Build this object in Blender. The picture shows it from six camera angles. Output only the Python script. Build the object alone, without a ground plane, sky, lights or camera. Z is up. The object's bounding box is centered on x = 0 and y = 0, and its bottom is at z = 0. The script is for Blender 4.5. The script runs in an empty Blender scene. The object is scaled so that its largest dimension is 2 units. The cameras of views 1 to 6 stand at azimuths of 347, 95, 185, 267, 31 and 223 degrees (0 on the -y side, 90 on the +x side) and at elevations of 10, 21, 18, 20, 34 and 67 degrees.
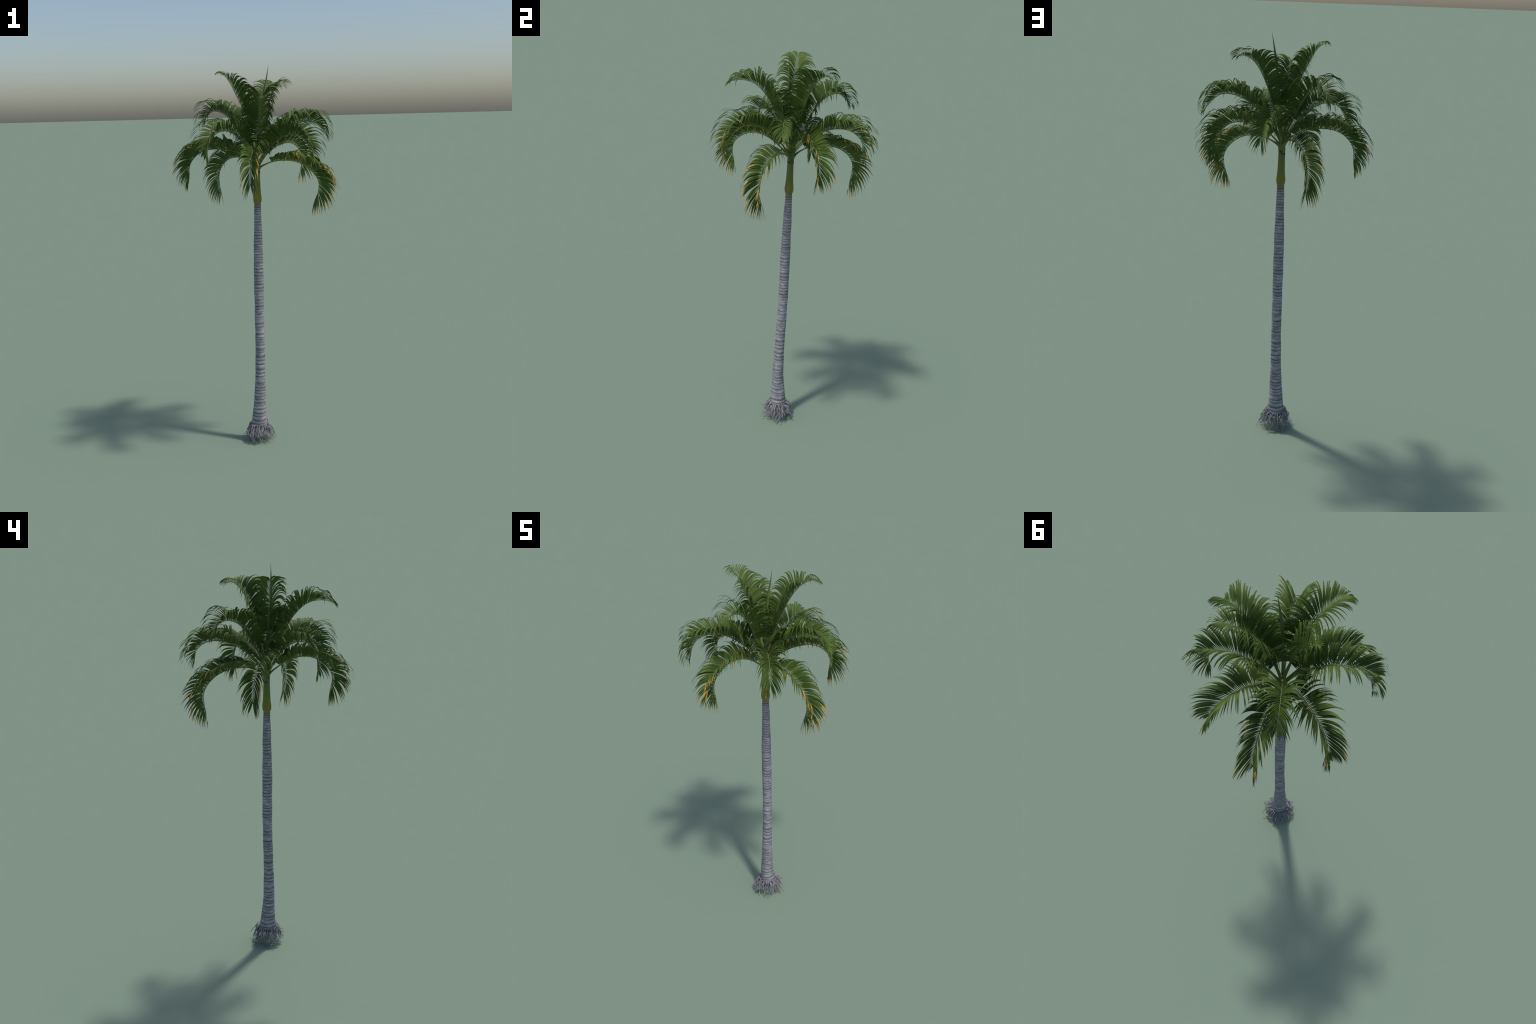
"""A tall, slender feather palm: ringed grey trunk on a skirt of aerial roots, green crownshaft,
thirteen arching pinnate fronds set by the golden angle and one unopened spear leaf."""
import bpy, math, random
import numpy as np
from mathutils import Vector

rng = random.Random(7)
AXIS = np.array([0.008, -0.014, 0.0])          # trunk axis under the crown
UP = np.array([0.0, 0.0, 1.0])


# ------------------------------------------------------------------ helpers
def norm(v):
    n = np.linalg.norm(v)
    return v / n if n > 1e-9 else v


def smooth_curve(points, count):
    """Catmull-Rom through control points, resampled evenly by arc length."""
    p = np.array(points, float)
    ext = np.vstack([2 * p[0] - p[1], p, 2 * p[-1] - p[-2]])
    dense = []
    for i in range(1, len(ext) - 2):
        a, b, c, d = ext[i - 1], ext[i], ext[i + 1], ext[i + 2]
        for t in np.linspace(0, 1, 24, endpoint=False):
            dense.append(0.5 * (2 * b + (c - a) * t + (2 * a - 5 * b + 4 * c - d) * t * t
                                + (3 * b - a - 3 * c + d) * t ** 3))
    dense.append(ext[-2])
    dense = np.array(dense)
    s = np.r_[0, np.cumsum(np.linalg.norm(np.diff(dense, axis=0), axis=1))]
    u = np.linspace(0, s[-1], count)
    return np.stack([np.interp(u, s, dense[:, k]) for k in range(dense.shape[1])], 1), s[-1]


class Builder:
    """Collects vertices, faces and material indices for one mesh."""
    def __init__(self):
        self.v, self.f, self.m, self.sharp = [], [], [], set()

    def loft(self, rings, mats=None, cap=True, creases=()):
        """rings: list of (n,3) arrays, closed around. mats: material index per band."""
        n, base = len(rings[0]), len(self.v)
        for r in rings:
            self.v.extend(map(tuple, r))
        for i in range(len(rings) - 1):
            a, b = base + i * n, base + (i + 1) * n
            self.sharp.update((a + j, b + j) for j in creases)
            for j in range(n):
                k = (j + 1) % n
                self.f.append((a + j, a + k, b + k, b + j))
                self.m.append(mats[i] if mats else 0)
        if cap:
            self.f.append(tuple(base + j for j in reversed(range(n))))
            self.m.append(mats[0] if mats else 0)
            self.f.append(tuple(base + (len(rings) - 1) * n + j for j in range(n)))
            self.m.append(mats[-1] if mats else 0)

    def object(self, name, materials, parent=None, origin=(0, 0, 0), smooth=True):
        me = bpy.data.meshes.new(name)
        o = np.array(origin)
        me.from_pydata([tuple(np.array(p) - o) for p in self.v], [], self.f)
        for mt in materials:
            me.materials.append(mt)
        me.polygons.foreach_set("material_index", self.m)
        me.polygons.foreach_set("use_smooth", [smooth] * len(self.f))
        me.update()
        if self.sharp:
            keys = np.empty(len(me.edges) * 2, dtype=np.int32)
            me.edges.foreach_get("vertices", keys)
            keys = np.sort(keys.reshape(-1, 2), axis=1)
            mark = me.attributes.new("sharp_edge", "BOOLEAN", "EDGE")
            mark.data.foreach_set("value", [tuple(e) in self.sharp for e in keys.tolist()])
        ob = bpy.data.objects.new(name, me)
        bpy.context.scene.collection.objects.link(ob)
        ob.location = origin
        if parent:
            ob.parent = parent
            ob.location = np.array(origin) - np.array(parent.location)
        return ob


def tube_rings(path, radii, sides=8, flat=1.0, up_hint=UP):
    """Rings around a 3D path; flat scales the ring along the local up direction."""
    path = np.array(path)
    tang = np.gradient(path, axis=0)
    rings, prev = [], None
    for i, p in enumerate(path):
        t = norm(tang[i])
        h = prev if prev is not None else (up_hint if abs(t @ up_hint) < 0.95 else np.array([1.0, 0, 0]))
        n = norm(h - (h @ t) * t)
        b = np.cross(t, n)
        prev = n
        a = np.arange(sides) * 2 * math.pi / sides
        rings.append(p + radii[i] * (np.outer(np.cos(a), b) + flat * np.outer(np.sin(a), n)))
    return rings


# ------------------------------------------------------------------ materials
class Mat:
    def __init__(self, name):
        self.m = bpy.data.materials.new(name)
        self.m.use_nodes = True
        self.t = self.m.node_tree
        self.b = self.t.nodes["Principled BSDF"]
        self.co = self.new("ShaderNodeTexCoord").outputs["Object"]

    def new(self, kind, **props):
        n = self.t.nodes.new(kind)
        for k, v in props.items():
            setattr(n, k, v)
        return n

    def link(self, a, b):
        self.t.links.new(a, b)

    def noise(self, scale, detail=3.0, rough=0.55, stretch=(1, 1, 1), shift=0.0):
        mp = self.new("ShaderNodeMapping")
        mp.inputs["Scale"].default_value = stretch
        mp.inputs["Location"].default_value = (shift, shift * 0.7, shift * 1.3)
        self.link(self.co, mp.inputs["Vector"])
        n = self.new("ShaderNodeTexNoise")
        n.inputs["Scale"].default_value = scale
        n.inputs["Detail"].default_value = detail
        n.inputs["Roughness"].default_value = rough
        self.link(mp.outputs[0], n.inputs["Vector"])
        return n.outputs["Fac"]

    def ramp(self, fac, stops, mode="LINEAR"):
        r = self.new("ShaderNodeValToRGB")
        r.color_ramp.interpolation = mode
        e = r.color_ramp.elements
        while len(e) < len(stops):
            e.new(0.5)
        for el, (pos, col) in zip(e, stops):
            el.position = pos
            el.color = (*col, 1) if len(col) == 3 else (col[0],) * 3 + (1,)
        self.link(fac, r.inputs["Fac"])
        return r.outputs["Color"]

    def mix(self, fac, a, b, blend="MIX"):
        n = self.new("ShaderNodeMix", data_type="RGBA", blend_type=blend)
        for sock, val in ((n.inputs[0], fac), (n.inputs[6], a), (n.inputs[7], b)):
            if isinstance(val, (int, float)):
                sock.default_value = val
            elif isinstance(val, tuple):
                sock.default_value = (*val, 1)
            else:
                self.link(val, sock)
        return n.outputs[2]

    def math(self, op, a, b=0.0, clamp=False):
        n = self.new("ShaderNodeMath", operation=op, use_clamp=clamp)
        for sock, val in zip(n.inputs, (a, b)):
            if isinstance(val, (int, float)):
                sock.default_value = val
            else:
                self.link(val, sock)
        return n.outputs[0]

    def zaxis(self):
        s = self.new("ShaderNodeSeparateXYZ")
        self.link(self.co, s.inputs[0])
        return s.outputs["Z"]

    def finish(self, color, rough=0.6, spec=0.3, bump=None, strength=0.3, dist=0.001, translucent=0.0):
        if isinstance(color, tuple):
            self.b.inputs["Base Color"].default_value = (*color, 1)
        else:
            self.link(color, self.b.inputs["Base Color"])
        self.b.inputs["Roughness"].default_value = rough
        self.b.inputs["Specular IOR Level"].default_value = spec
        if bump is not None:
            bp = self.new("ShaderNodeBump")
            bp.inputs["Strength"].default_value = strength
            bp.inputs["Distance"].default_value = dist
            self.link(bump, bp.inputs["Height"])
            self.link(bp.outputs[0], self.b.inputs["Normal"])
        if translucent:
            tr = self.new("ShaderNodeBsdfTranslucent")
            if isinstance(color, tuple):
                tr.inputs[0].default_value = (*color, 1)
            else:
                self.link(color, tr.inputs[0])
            mx = self.new("ShaderNodeMixShader")
            mx.inputs[0].default_value = translucent
            self.link(self.b.outputs[0], mx.inputs[1])
            self.link(tr.outputs[0], mx.inputs[2])
            self.link(mx.outputs[0], self.t.nodes["Material Output"].inputs["Surface"])
        return self.m


def bark(name, dark, tint=(1, 1, 1)):
    """Grey, lichen-blotched bark; dark 0 = internode, 1 = leaf-scar ring."""
    k = Mat(name)
    blotch = k.noise(34, 4, 0.65, (1, 1, 1.5))
    fine = k.noise(110, 3, 0.6, (1, 1, 0.5), 3.1)
    streak = k.noise(60, 2, 0.5, (1, 1, 0.12), 8.0)
    base = k.ramp(blotch, [(0.34, (0.235, 0.238, 0.252)), (0.49, (0.335, 0.328, 0.352)), (0.64, (0.495, 0.48, 0.518))])
    base = k.mix(k.ramp(fine, [(0.35, (0.0,)), (0.75, (0.35,))]), base, (0.25, 0.25, 0.27))
    base = k.mix(k.ramp(streak, [(0.55, (0.0,)), (0.8, (0.3,))]), base, (0.22, 0.21, 0.21))
    if dark:
        patch = k.ramp(k.noise(34, 3, 0.6, (1, 1, 0.6), 5.0), [(0.30, (0.55 * dark,)), (0.6, (1.0 * dark,))])
        base = k.mix(patch, base, (0.100, 0.104, 0.106))
    # the youngest internodes, just under the crownshaft, are greenish with brown rings
    z = k.zaxis()
    young = k.new("ShaderNodeMapRange")
    young.inputs[1].default_value, young.inputs[2].default_value = 1.245, 1.285
    k.link(z, young.inputs[0])
    fresh = (0.13, 0.085, 0.065) if dark else (0.215, 0.235, 0.19)
    base = k.mix(k.math("MULTIPLY", young.outputs[0], 0.9), base, fresh)
    return k.finish(base, 0.85, 0.15, fine, 0.4, 0.0008)


def leaf(name, low, mid, high, trans=0.16, rough=0.58):
    k = Mat(name)
    info = k.new("ShaderNodeObjectInfo").outputs["Random"]
    n = k.noise(14, 2, 0.5, (1, 1, 1), 1.7)
    f = k.math("ADD", k.math("MULTIPLY", n, 0.75), k.math("MULTIPLY", info, 0.25))
    col = k.ramp(f, [(0.32, low), (0.52, mid), (0.72, high)])
    return k.finish(col, rough, 0.16, None, translucent=trans)


M_BARK = bark("bark_internode", 0.0)
M_RING = bark("bark_leaf_scar", 1.0)
M_FAINT = bark("bark_faint_scar", 0.55)
M_HINT = bark("bark_scar_margin", 0.25)
M_LEAF = leaf("leaflet_green", (0.058, 0.098, 0.019), (0.087, 0.141, 0.028), (0.114, 0.174, 0.040))
M_PALE = leaf("leaflet_yellowing", (0.09, 0.13, 0.025), (0.125, 0.15, 0.027), (0.17, 0.17, 0.032))
M_DRY = leaf("leaflet_dry_tip", (0.36, 0.20, 0.034), (0.47, 0.28, 0.042), (0.56, 0.36, 0.06), 0.1, 0.7)
M_DEAD = leaf("leaflet_dead_tip", (0.12, 0.075, 0.06), (0.19, 0.125, 0.11), (0.27, 0.17, 0.12), 0.05, 0.8)
LEAF_MATS = [M_LEAF, M_PALE, M_DRY, M_DEAD]


def stalk(name, a, b, c):
    k = Mat(name)
    col = k.ramp(k.noise(30, 3, 0.5, (1, 1, 0.4)), [(0.3, a), (0.5, b), (0.7, c)])
    return k.finish(col, 0.5, 0.3)


M_STALK_OLD = stalk("rachis_yellow_green", (0.12, 0.15, 0.03), (0.17, 0.185, 0.032), (0.25, 0.22, 0.035))
M_STALK_YOUNG = stalk("rachis_grey_green", (0.085, 0.138, 0.052), (0.12, 0.168, 0.072), (0.145, 0.195, 0.09))
M_PETIOLE = stalk("petiole_green", (0.085, 0.13, 0.03), (0.11, 0.155, 0.035), (0.14, 0.17, 0.04))
M_SPEAR = stalk("spear_pale_green", (0.10, 0.145, 0.04), (0.135, 0.175, 0.055), (0.16, 0.20, 0.065))


def shaft_material():
    k = Mat("crownshaft_green")
    z = k.math("ADD", k.zaxis(), k.math("MULTIPLY", k.math("SUBTRACT", k.noise(20, 2), 0.5), 0.06))
    mr = k.new("ShaderNodeMapRange")
    mr.inputs[1].default_value, mr.inputs[2].default_value = 1.29, 1.47
    k.link(z, mr.inputs[0])
    col = k.ramp(mr.outputs[0], [(0.0, (0.195, 0.198, 0.033)), (0.22, (0.220, 0.197, 0.025)),
                                 (0.45, (0.158, 0.188, 0.036)), (0.8, (0.120, 0.172, 0.048)), (1.0, (0.118, 0.17, 0.050))])
    streak = k.ramp(k.noise(70, 2, 0.5, (1, 1, 0.08)), [(0.35, (0.86,)), (0.65, (1.1,))])
    return k.finish(k.mix(1.0, col, streak, "MULTIPLY"), 0.5, 0.3)


M_SHAFT = shaft_material()
k = Mat("sheath_scar_brown")
M_SCAR = k.finish(k.ramp(k.noise(160, 3), [(0.35, (0.055, 0.030, 0.028)), (0.65, (0.12, 0.075, 0.062))]), 0.85, 0.1)
k = Mat("root_grey")
M_ROOT = k.finish(k.ramp(k.noise(55, 3), [(0.3, (0.165, 0.158, 0.17)), (0.5, (0.255, 0.245, 0.264)), (0.72, (0.37, 0.355, 0.38))]), 0.85, 0.15,
                  k.noise(300, 2), 0.5, 0.0006)

# ------------------------------------------------------------------ the thing
palm = bpy.data.objects.new("palm_tree", None)
bpy.context.scene.collection.objects.link(palm)
palm["label"] = "tall slender feather palm with ringed grey trunk and arching fronds"
palm["category"] = "palm tree"

# ------------------------------------------------------------------ trunk
# height, axis x, axis y, radius: a slight lean and the shallow swelling and waist of the stem
TRUNK = [(0.060, -0.0105, -0.0092, 0.0330), (0.072, -0.0104, -0.0094, 0.0385), (0.088, -0.0102, -0.0098, 0.0408),
         (0.105, -0.0098, -0.0106, 0.0408), (0.150, -0.0085, -0.0142, 0.0372), (0.200, -0.0066, -0.0167, 0.0331),
         (0.250, -0.0045, -0.0186, 0.0305), (0.300, -0.0026, -0.0200, 0.0287), (0.400, 0.0001, -0.0194, 0.0264),
         (0.500, 0.0026, -0.0178, 0.0252), (0.600, 0.0032, -0.0156, 0.0247), (0.700, 0.0036, -0.0140, 0.0246),
         (0.800, 0.0043, -0.0139, 0.0249), (0.900, 0.0049, -0.0143, 0.0252), (1.000, 0.0053, -0.0147, 0.0245),
         (1.100, 0.0064, -0.0140, 0.0223), (1.200, 0.0072, -0.0137, 0.0197), (1.240, 0.0073, -0.0138, 0.0184),
         (1.275, 0.0075, -0.0139, 0.0173), (1.299, 0.0077, -0.0140, 0.0168)]
tc, _ = smooth_curve(TRUNK, 400)


def trunk_at(z):
    return [float(np.interp(z, tc[:, 0], tc[:, j])) for j in (1, 2, 3)]


def build_trunk():
    b, sides = Builder(), 72
    ang = np.arange(sides) * 2 * math.pi / sides
    rows, mats = [], []

    def wave():
        return sum(amp * np.sin(n * ang + rng.uniform(0, 6.3)) for n, amp in
                   ((1, rng.uniform(0, 0.9)), (2, rng.uniform(0, 0.6)), (3, rng.uniform(0, 0.4)), (5, rng.uniform(0, 0.25))))

    def add(zc, relief, wv, mat):
        x, y, r = trunk_at(zc)
        amp = 0.0015 if zc > 0.10 else 0.0006
        lumps = 0.0005 * np.sin(2 * ang + zc * 31) + 0.0004 * np.sin(3 * ang - zc * 47)
        rr = r + relief + lumps
        rows.append(np.stack([x + rr * np.cos(ang), y + rr * np.sin(ang), zc + amp * wv], 1))
        mats.append(mat)

    flat = np.zeros(sides)
    add(0.060, -0.010, flat, 0)
    add(0.066, -0.003, flat, 0)
    heights = [0.078]                                        # leaf-scar rings, closer together higher up
    while heights[-1] < 1.294:
        z = heights[-1]
        loose = 0.42 if z < 0.7 else 0.32 if z < 1.2 else 0.14
        heights.append(z + (0.0245 - 0.0095 * min(z, 1.3)) * rng.uniform(1 - loose, 1 + loose))
    heights[-1] = 1.2985
    waves = [wave() for _ in heights]
    waves[-1] = flat
    for i in range(len(heights) - 1):
        z, top, w0, w1 = heights[i], heights[i + 1], waves[i], waves[i + 1]
        gap = top - z
        width = gap * rng.uniform(0.36, 0.56)
        ring = rng.choices([1, 2, 3], [0.72, 0.18, 0.10])[0]
        deep = rng.uniform(0.0004, 0.0009)
        for f, relief, mat in ((0.0, 0.0003, 2), (0.2, -0.7 * deep, ring), (0.6, -deep, 2), (0.85, -0.5 * deep, 3), (1.0, 0.0, 0)):
            q = f * width / gap
            add(z + gap * q, relief, w0 * (1 - q) + w1 * q, mat)
        for f in (0.3, 0.65, 0.95):
            q = (width + (gap - width) * f) / gap
            add(z + gap * q, 0.0003 * math.sin(math.pi * f), w0 * (1 - q) + w1 * q, 0)
    add(1.2995, 0.0, flat, 0)
    b.loft(rows, mats)
    b.object("trunk", [M_BARK, M_RING, M_FAINT, M_HINT], palm)


build_trunk()


# ------------------------------------------------------------------ crownshaft
SHAFT = [(1.2965, 0.0165), (1.2985, 0.0186), (1.303, 0.0202), (1.311, 0.0218), (1.321, 0.0223), (1.334, 0.0214),
         (1.350, 0.0193), (1.375, 0.0178), (1.405, 0.0168), (1.430, 0.0161), (1.450, 0.0160), (1.466, 0.0161),
         (1.482, 0.0160), (1.500, 0.0148), (1.520, 0.0120), (1.545, 0.0085)]


def shaft_axis(z):
    return np.array([0.0076 + 0.004 * (z - 1.3), -0.0140, z])


def shaft_radius(z):
    return float(np.interp(z, [a for a, _ in SHAFT], [c for _, c in SHAFT]))


def build_shaft():
    b, sides = Builder(), 48
    prof, _ = smooth_curve(SHAFT, 60)
    ang = np.arange(sides) * 2 * math.pi / sides
    rings = []
    for z, r in prof:
        rr = r * (1 + 0.015 * np.sin(2 * ang + 9 * z) + 0.01 * np.sin(3 * ang + 25 * z))
        c = shaft_axis(z)
        rings.append(np.stack([c[0] + rr * np.cos(ang), c[1] + rr * np.sin(ang), np.full(sides, z)], 1))
    b.loft(rings)
    b.object("crownshaft", [M_SHAFT], palm)


build_shaft()


# ------------------------------------------------------------------ fronds
# azimuth of the frond, azimuth at its tip, rachis profile as (distance from the axis, height)
FRONDS = [
    (-23, -21, [(0.008, 1.462), (0.019, 1.484), (0.045, 1.498), (0.080, 1.511), (0.118, 1.5165), (0.158, 1.517), (0.192, 1.513), (0.226, 1.501), (0.256, 1.484), (0.284, 1.460), (0.304, 1.436), (0.317, 1.408), (0.3195, 1.380), (0.315, 1.354), (0.305, 1.328), (0.297, 1.310)]),
    (115, 115, [(0.008, 1.464), (0.020, 1.488), (0.041, 1.505), (0.070, 1.519), (0.103, 1.527), (0.145, 1.532), (0.190, 1.530), (0.232, 1.523), (0.270, 1.507), (0.302, 1.484), (0.323, 1.460), (0.335, 1.434), (0.338, 1.408), (0.335, 1.380), (0.330, 1.350), (0.327, 1.330)]),
    (253, 251, [(0.007, 1.466), (0.018, 1.490), (0.054, 1.521), (0.098, 1.552), (0.135, 1.568), (0.170, 1.577), (0.205, 1.578), (0.238, 1.571), (0.272, 1.554), (0.302, 1.529), (0.318, 1.500), (0.321, 1.468), (0.316, 1.440), (0.311, 1.415)]),
    (26, 28, [(0.007, 1.470), (0.018, 1.496), (0.060, 1.540), (0.096, 1.565), (0.135, 1.585), (0.180, 1.597), (0.220, 1.601), (0.254, 1.595), (0.285, 1.577), (0.307, 1.555), (0.319, 1.527), (0.321, 1.500), (0.317, 1.470), (0.314, 1.450)]),
    (168, 166, [(0.006, 1.472), (0.016, 1.498), (0.050, 1.532), (0.085, 1.556), (0.118, 1.569), (0.154, 1.577), (0.189, 1.581), (0.225, 1.581), (0.262, 1.575), (0.297, 1.559), (0.325, 1.534), (0.342, 1.507), (0.348, 1.480), (0.349, 1.455), (0.351, 1.430)]),
    (305, 305, [(0.006, 1.478), (0.022, 1.508), (0.044, 1.536), (0.066, 1.561), (0.098, 1.592), (0.133, 1.616), (0.172, 1.636), (0.212, 1.648), (0.250, 1.650), (0.280, 1.644), (0.307, 1.630), (0.330, 1.607), (0.344, 1.580), (0.349, 1.552)]),
    (82, 80, [(0.005, 1.482), (0.018, 1.510), (0.050, 1.549), (0.085, 1.580), (0.117, 1.602), (0.146, 1.620), (0.178, 1.632), (0.210, 1.639), (0.240, 1.642), (0.269, 1.640), (0.300, 1.630), (0.326, 1.611), (0.344, 1.588), (0.350, 1.556)]),
    (220, 216, [(0.005, 1.486), (0.019, 1.505), (0.041, 1.537), (0.069, 1.576), (0.100, 1.606), (0.137, 1.634), (0.173, 1.656), (0.214, 1.671), (0.253, 1.675), (0.293, 1.668), (0.324, 1.650), (0.345, 1.622), (0.356, 1.594), (0.361, 1.567)]),
    (-5, -3, [(0.004, 1.490), (0.017, 1.520), (0.055, 1.580), (0.100, 1.634), (0.154, 1.674), (0.182, 1.690), (0.213, 1.703), (0.242, 1.710), (0.272, 1.712), (0.300, 1.707), (0.322, 1.694), (0.341, 1.676), (0.360, 1.653)]),
    (134, 131, [(0.004, 1.494), (0.018, 1.530), (0.049, 1.587), (0.083, 1.633), (0.115, 1.678), (0.153, 1.723), (0.180, 1.746), (0.207, 1.761), (0.238, 1.771), (0.267, 1.774), (0.293, 1.767), (0.319, 1.749), (0.342, 1.728)]),
    (266, 264, [(0.003, 1.498), (0.018, 1.540), (0.044, 1.600), (0.068, 1.650), (0.088, 1.693), (0.101, 1.721), (0.118, 1.750), (0.142, 1.780), (0.166, 1.804), (0.190, 1.821), (0.216, 1.831), (0.245, 1.836), (0.275, 1.835), (0.302, 1.829)]),
    (40, 43, [(0.003, 1.500), (0.015, 1.550), (0.030, 1.605), (0.047, 1.653), (0.066, 1.700), (0.086, 1.745), (0.105, 1.783), (0.127, 1.821), (0.151, 1.853), (0.177, 1.878), (0.203, 1.893), (0.228, 1.901), (0.250, 1.900)]),
    (185, 182, [(0.002, 1.505), (0.012, 1.570), (0.026, 1.640), (0.044, 1.715), (0.060, 1.767), (0.074, 1.800), (0.090, 1.831), (0.106, 1.863), (0.122, 1.895), (0.138, 1.923), (0.153, 1.942), (0.170, 1.954)]),
]
DRYNESS = [0.95, 0.78, 0.72, 0.70, 0.48, 0.44, 0.28, 0.22, 0.08, 0.08, 0.03, 0.02, 0.0]
BLADE_SCALE = [0.97, 0.97, 0.98, 1.06, 1.04, 1.06, 1.06, 1.05, 1.05, 1.02, 1.02, 1.0, 0.97]       # leaflet length, frond by frond
STATIONS = [0.0, 0.07, 0.15, 0.24, 0.34, 0.44, 0.54, 0.64, 0.73, 0.81, 0.88, 0.94, 0.985]


def blade_width(s):
    """Leaflet outline: narrow attachment, widest at a third, long fine tip."""
    if s < 0.30:
        q = s / 0.30
        return 0.30 + 0.70 * (q * q * (3 - 2 * q))
    return max(0.03, 1 - ((s - 0.30) / 0.70) ** 1.55)


def make_leaflet(b, base, d0, tangent, length, width, droop, dry, twist, curl):
    """One leaflet lofted along a centre line that bends under its own weight."""
    d, p = d0.copy(), base.copy()
    rings, mats, last = [], [], 0.0
    for i, s in enumerate(STATIONS):
        step = s - last
        last = s
        p = p + d * step * length
        bend = droop * (0.30 + 3.4 * min(max((s - 0.26) / 0.28, 0.0), 1.0)) * step
        d = norm(d - UP * bend + curl * step)
        w = tangent - (tangent @ d) * d
        if np.linalg.norm(w) < 0.2:
            w = np.cross(d, UP)
        w = norm(w)
        n = norm(np.cross(d, w))
        a = twist * s
        w, n = w * math.cos(a) + n * math.sin(a), n * math.cos(a) - w * math.sin(a)
        hw = width * 0.5 * blade_width(s)
        fold = hw * 0.10
        th = max(0.00012, 0.00035 * (1 - s))
        rings.append(np.array([p + w * hw - n * fold, p + n * th, p - w * hw - n * fold, p - n * th]))
        if s >= dry[2]:
            mats.append(3)
        elif s >= dry[1]:
            mats.append(2)
        elif s >= dry[0]:
            mats.append(1)
        else:
            mats.append(0)
    rings.append(np.repeat((p + d * 0.015 * length)[None], 4, 0) + np.array([[1, 0, 0], [0, 1, 0], [-1, 0, 0], [0, -1, 0]]) * 5e-5)
    mats.append(mats[-1])
    b.loft(rings, mats, cap=False, creases=(0, 2))


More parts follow.
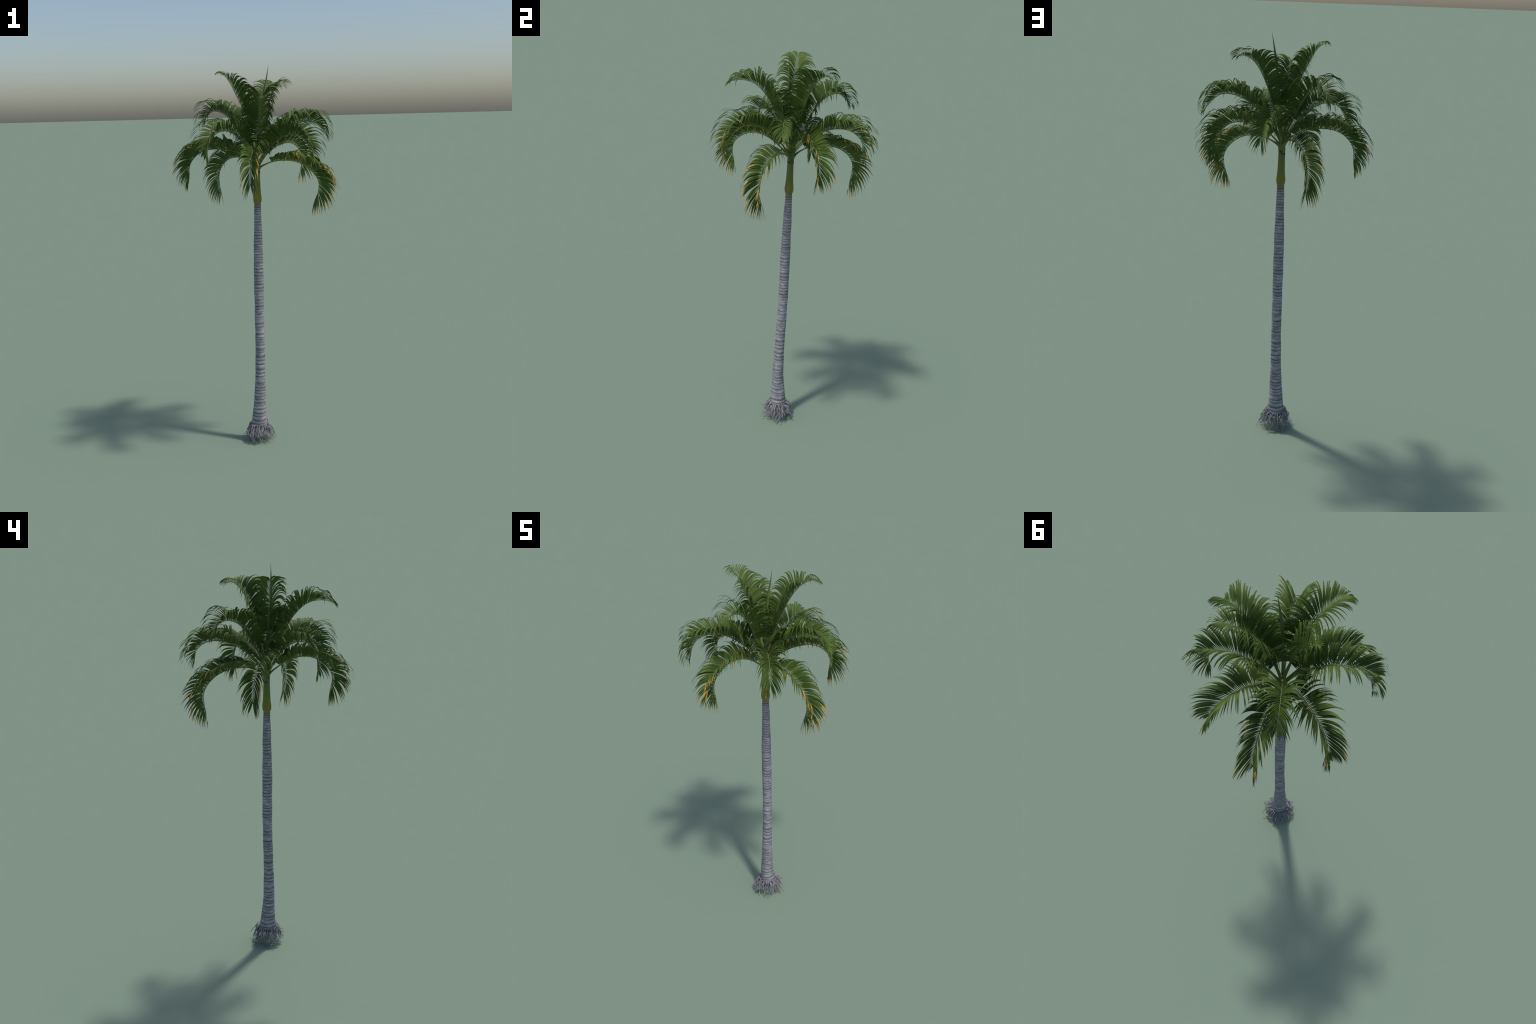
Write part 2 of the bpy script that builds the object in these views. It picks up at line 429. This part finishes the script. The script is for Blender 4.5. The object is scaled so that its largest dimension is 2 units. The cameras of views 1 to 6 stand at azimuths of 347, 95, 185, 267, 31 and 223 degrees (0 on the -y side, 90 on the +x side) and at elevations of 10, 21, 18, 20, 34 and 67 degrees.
def build_frond(index, az0, az1, profile):
    age = 1 - index / 12.0                                   # 1 oldest, 0 youngest
    prof, length = smooth_curve(profile, 90)
    u = np.linspace(0, 1, 90)
    az = np.radians(az0 + (az1 - az0) * u ** 2)
    centre = np.array([AXIS[:2] for _ in u])
    path = np.stack([centre[:, 0] + prof[:, 0] * np.cos(az), centre[:, 1] + prof[:, 0] * np.sin(az), prof[:, 1]], 1)
    tang = np.array([norm(t) for t in np.gradient(path, axis=0)])
    side = np.stack([-np.sin(az), np.cos(az), np.zeros_like(az)], 1)
    side = np.array([norm(sv - (sv @ t) * t) for sv, t in zip(side, tang)])
    upper = np.array([norm(np.cross(t, sv)) for t, sv in zip(tang, side)])
    if upper[0] @ UP < 0 and upper[30] @ UP < 0:
        upper = -upper

    # petiole and rachis
    start = np.interp(index, [0, 4, 8, 12], [0.092, 0.090, 0.150, 0.195]) / length   # where the leaflets begin
    radii = np.interp(u, [0, 0.05, start * 0.6, start, 0.6, 1.0],
                      [0.0080, 0.0078, 0.0052, 0.0038, 0.0023, 0.0008])
    b = Builder()
    a = np.arange(10) * 2 * math.pi / 10
    rings = []
    for i in range(90):
        flat = 0.75
        rings.append(path[i] + radii[i] * (np.outer(np.cos(a), side[i]) + flat * np.outer(np.sin(a), upper[i])))
    edge = int(start * 89)
    b.loft(rings, [0 if i < edge else 1 for i in range(89)])
    frond = b.object("frond", [M_PETIOLE, M_STALK_OLD if age > 0.42 else M_STALK_YOUNG], palm, tuple(path[0]))

    # leaflets, paired along the rachis
    made = []
    pairs = int(round(length * (1 - start) / 0.0066))
    gap = length * (1 - start) / pairs
    for sgn in (-1, 1):
        i, left = 0, 0
        while i < pairs:
            if left == 0:                                    # neighbouring blades lie together in twos and threes
                size = left = rng.choice([2, 3, 3]) if age < 0.45 else rng.choice([2, 2, 3])
                g_phi, g_theta, g_droop, g_len = rng.gauss(0, 1.7), rng.gauss(0, 2.6), rng.uniform(0.92, 1.42), rng.uniform(0.95, 1.05)
            left -= 1
            lean = (size - 1) / 2 - left                     # converging tips: -, 0, + within the group
            t = (i + 0.5 * (sgn > 0) + rng.uniform(-0.15, 0.15)) / pairs
            i += 1
            t = min(max(t, 0.0), 1.0)
            t = t * (0.80 + 0.20 * t)                        # crowded at the base, looser towards the tip
            q = start + (1 - start) * t
            f = q * 89
            j = min(int(f), 88)
            w = f - j
            P = path[j] * (1 - w) + path[j + 1] * w
            Tn, S, N = (norm(v[j] * (1 - w) + v[j + 1] * w) for v in (tang, side, upper))
            phi = math.radians(np.interp(t, [0, 0.2, 0.55, 0.85, 1.0], [86, 72, 58, 43, 14]) + g_phi + rng.gauss(0, 0.8)) + lean * gap * 0.55 / 0.14
            theta = math.radians(np.interp(t, [0, 0.3, 0.6, 0.88, 1.0], [41, 52 + 4 * age, 63 + 3 * age - 9 * (1 - age), 60 + 3 * age - 34 * (1 - age), 30 - 18 * (1 - age)]) + g_theta + rng.gauss(0, 1.2))
            d0 = math.cos(phi) * Tn + math.sin(phi) * (math.cos(theta) * S * sgn + math.sin(theta) * N)
            L = np.interp(t, [0, 0.10, 0.25, 0.6, 0.85, 1.0], [0.078, 0.118, 0.150, 0.164 - 0.012 * (1 - age), 0.134 - 0.038 * (1 - age), 0.084 - 0.038 * (1 - age)]) * g_len * rng.uniform(0.95, 1.03) * BLADE_SCALE[index]
            W = np.interp(t, [0, 0.1, 0.4, 0.75, 1.0], [0.0098, 0.0112, 0.0116, 0.0106, 0.0060]) * rng.uniform(0.74, 1.2) * (0.85 + 0.08 * age)
            droop = g_droop * rng.uniform(0.94, 1.06) * np.interp(t, [0, 0.18, 0.42, 0.66, 0.85, 1], [0.65, 0.95, 1.0, 0.55 + 0.30 * (1 - age), 0.40 + 0.4 * (1 - age), 0.3 + 0.5 * (1 - age)])
            if rng.random() < 0.04:                          # a few limp or broken blades
                droop *= 1.9
            dry = [2.0, 2.0, 2.0]
            if rng.random() < DRYNESS[index] * (0.12 + 1.15 * t) and t > 0.1:
                s0 = 1 - abs(rng.gauss(0, 0.13)) * (0.3 + DRYNESS[index]) - 0.08 - 0.25 * DRYNESS[index] * t * t
                dry = [s0 - rng.uniform(0.06, 0.12), s0, s0 + rng.uniform(0.5, 1.0) * (1 - s0)]
            base = P + 0.6 * np.interp(q, u, radii) * (S * sgn + 0.3 * N)
            made.append((L * W, base, d0, Tn, L, W, droop, dry, rng.gauss(0, 0.12), np.array([rng.gauss(0, 0.05), rng.gauss(0, 0.05), 0])))
    ranked = sorted(range(len(made)), key=lambda n: -made[n][0])
    single = set(ranked[:23])
    rest = Builder()
    for n, (_, base, *args) in enumerate(made):
        if n in single:
            lb = Builder()
            make_leaflet(lb, base, *args)
            lb.object("leaflet", LEAF_MATS, frond, tuple(base))
        else:
            make_leaflet(rest, base, *args)
    ob = rest.object("leaflet_fringe", LEAF_MATS, frond, tuple(path[0]))
    ob["kind"] = "stuff"


for n, (a0, a1, prof) in enumerate(FRONDS):
    build_frond(n, a0, a1, prof)


# ------------------------------------------------------------------ spear leaf: stalk and folded blade
def build_spear():
    pts, _ = smooth_curve([(0.010, -0.015, 1.500), (0.022, -0.026, 1.640), (0.038, -0.0375, 1.785),
                           (0.0545, -0.0405, 1.885), (0.0665, -0.041, 1.950), (0.0755, -0.041, 1.9995)], 60)
    z = pts[:, 2]
    stalk_b, blade = Builder(), Builder()
    low = pts[z < 1.80]
    stalk_b.loft(tube_rings(low, np.linspace(0.0062, 0.0022, len(low)), 10))
    spear = stalk_b.object("spear_leaf", [M_STALK_YOUNG], palm, tuple(pts[0]))
    hi = pts[z >= 1.785]
    rad = np.interp(hi[:, 2], [1.785, 1.83, 1.88, 1.94, 1.975, 1.9995], [0.0060, 0.0064, 0.0058, 0.0030, 0.0012, 0.0002])
    rings = []
    for p, r in zip(hi, rad):                                # pleated fan pressed shut
        a = np.arange(20) * 2 * math.pi / 20
        rr = r * (1 + 0.07 * np.cos(10 * a))
        rings.append(np.stack([p[0] + rr * np.cos(a), p[1] + rr * 0.9 * np.sin(a), np.full(20, p[2])], 1))
    blade.loft(rings)
    blade.object("folded_blade", [M_SPEAR], spear, tuple(hi[0]))


build_spear()


# ------------------------------------------------------------------ brown sheath scars on the crownshaft
def build_scar(az, z0, spread, height):
    """A chevron-shaped scar of split sheath, standing just proud of the shaft."""
    b = Builder()
    rings = []
    for v in np.linspace(-1, 1, 17):
        a = math.radians(az) + v * spread
        h = height * (1 - abs(v) ** 1.3) + 0.0006
        mid = z0 - 0.0045 * abs(v)
        ring = []
        for dz, proud in ((-0.45 * h, -0.0006), (-0.45 * h, 0.0004), (0.55 * h, 0.0005), (0.55 * h, -0.0006)):
            c = shaft_axis(mid + dz)
            r = shaft_radius(mid + dz) * 1.022 + proud
            ring.append((c[0] + r * math.cos(a), c[1] + r * math.sin(a), mid + dz))
        rings.append(np.array(ring))
    b.loft(rings)
    b.object("sheath_scar", [M_SCAR], palm)


for az, z0, spread, height in ((157, 1.447, 0.72, 0.0085), (295, 1.462, 0.42, 0.007), (-14, 1.458, 0.50, 0.0105), (73, 1.460, 0.55, 0.008),
                               (26, 1.471, 0.40, 0.0095), (206, 1.469, 0.38, 0.007), (95, 1.452, 0.40, 0.006)):
    build_scar(az, z0, spread, height)


# ------------------------------------------------------------------ aerial roots
def build_root(n, total):
    az = 2 * math.pi * (n * 0.618034) + rng.gauss(0, 0.08)
    tier = rng.random()
    inner = n % 4 == 3                                       # a quarter spring from under the bole
    z0 = 0.062 + 0.008 * tier if inner else 0.070 + 0.022 * tier
    x, y, r = trunk_at(max(z0, 0.075))
    out = np.array([math.cos(az), math.sin(az), 0])
    turn = np.array([-math.sin(az), math.cos(az), 0])
    reach = rng.uniform(0.010, 0.046)
    if rng.random() < 0.18:
        reach *= 1.4
    end_z = max(0.001, 0.25 * reach + rng.choice([0.000, 0.014, 0.022, 0.028, 0.034, 0.040]) + rng.gauss(0, 0.003))
    if n % 9 == 0:
        end_z = 0.0004                                       # a few reach the soil
    sway = rng.gauss(0, 0.016)
    start = np.array([x, y, z0]) + out * (r * rng.uniform(0.45, 0.8) if inner else r - 0.005)
    p = [start,
         start + out * (0.006 + reach * 0.35) + UP * rng.uniform(-0.004, 0.010),
         start + out * (0.004 + reach * 0.75) + turn * sway * 0.5 - UP * (z0 - end_z) * rng.uniform(0.40, 0.58),
         start + out * (0.004 + reach * 0.98) + turn * sway - UP * (z0 - end_z) * rng.uniform(0.75, 0.85)]
    endp = start + out * (0.004 + reach * rng.uniform(0.75, 1.2)) + turn * sway * 1.4
    endp[2] = end_z
    p.append(endp)
    path, _ = smooth_curve(p, 15)
    path[1:-1] += np.array([[rng.gauss(0, 0.0006) for _ in range(3)] for _ in range(13)])
    thick = rng.uniform(0.0015, 0.0030)
    b = Builder()
    b.loft(tube_rings(path, np.linspace(thick, thick * 0.45, 15), 7))
    for _ in range(rng.choice([2, 2, 3, 4])):                # side rootlets
        j = rng.randint(4, 11)
        q = path[j]
        dirn = norm(out * rng.uniform(-0.2, 0.6) + turn * rng.choice([-1, 1]) * rng.uniform(0.3, 0.8) - UP * rng.uniform(0.7, 1.3))
        ln = min(rng.uniform(0.012, 0.030), max(0.006, (q[2] - 0.001) / max(0.2, -dirn[2])))
        pts = [q, q + dirn * ln * 0.5 + turn * rng.gauss(0, 0.002), q + norm(dirn - UP * 0.4) * ln]
        pts[-1][2] = max(pts[-1][2], 0.0008)
        tw, _ = smooth_curve(pts, 6)
        b.loft(tube_rings(tw, np.linspace(thick * 0.6, thick * 0.25, 6), 6))
    b.v = [(vx, vy, max(vz, 0.0)) for vx, vy, vz in b.v]
    b.object("root", [M_ROOT], palm, tuple(start))


ROOTS = 108
for n in range(ROOTS):
    build_root(n, ROOTS)
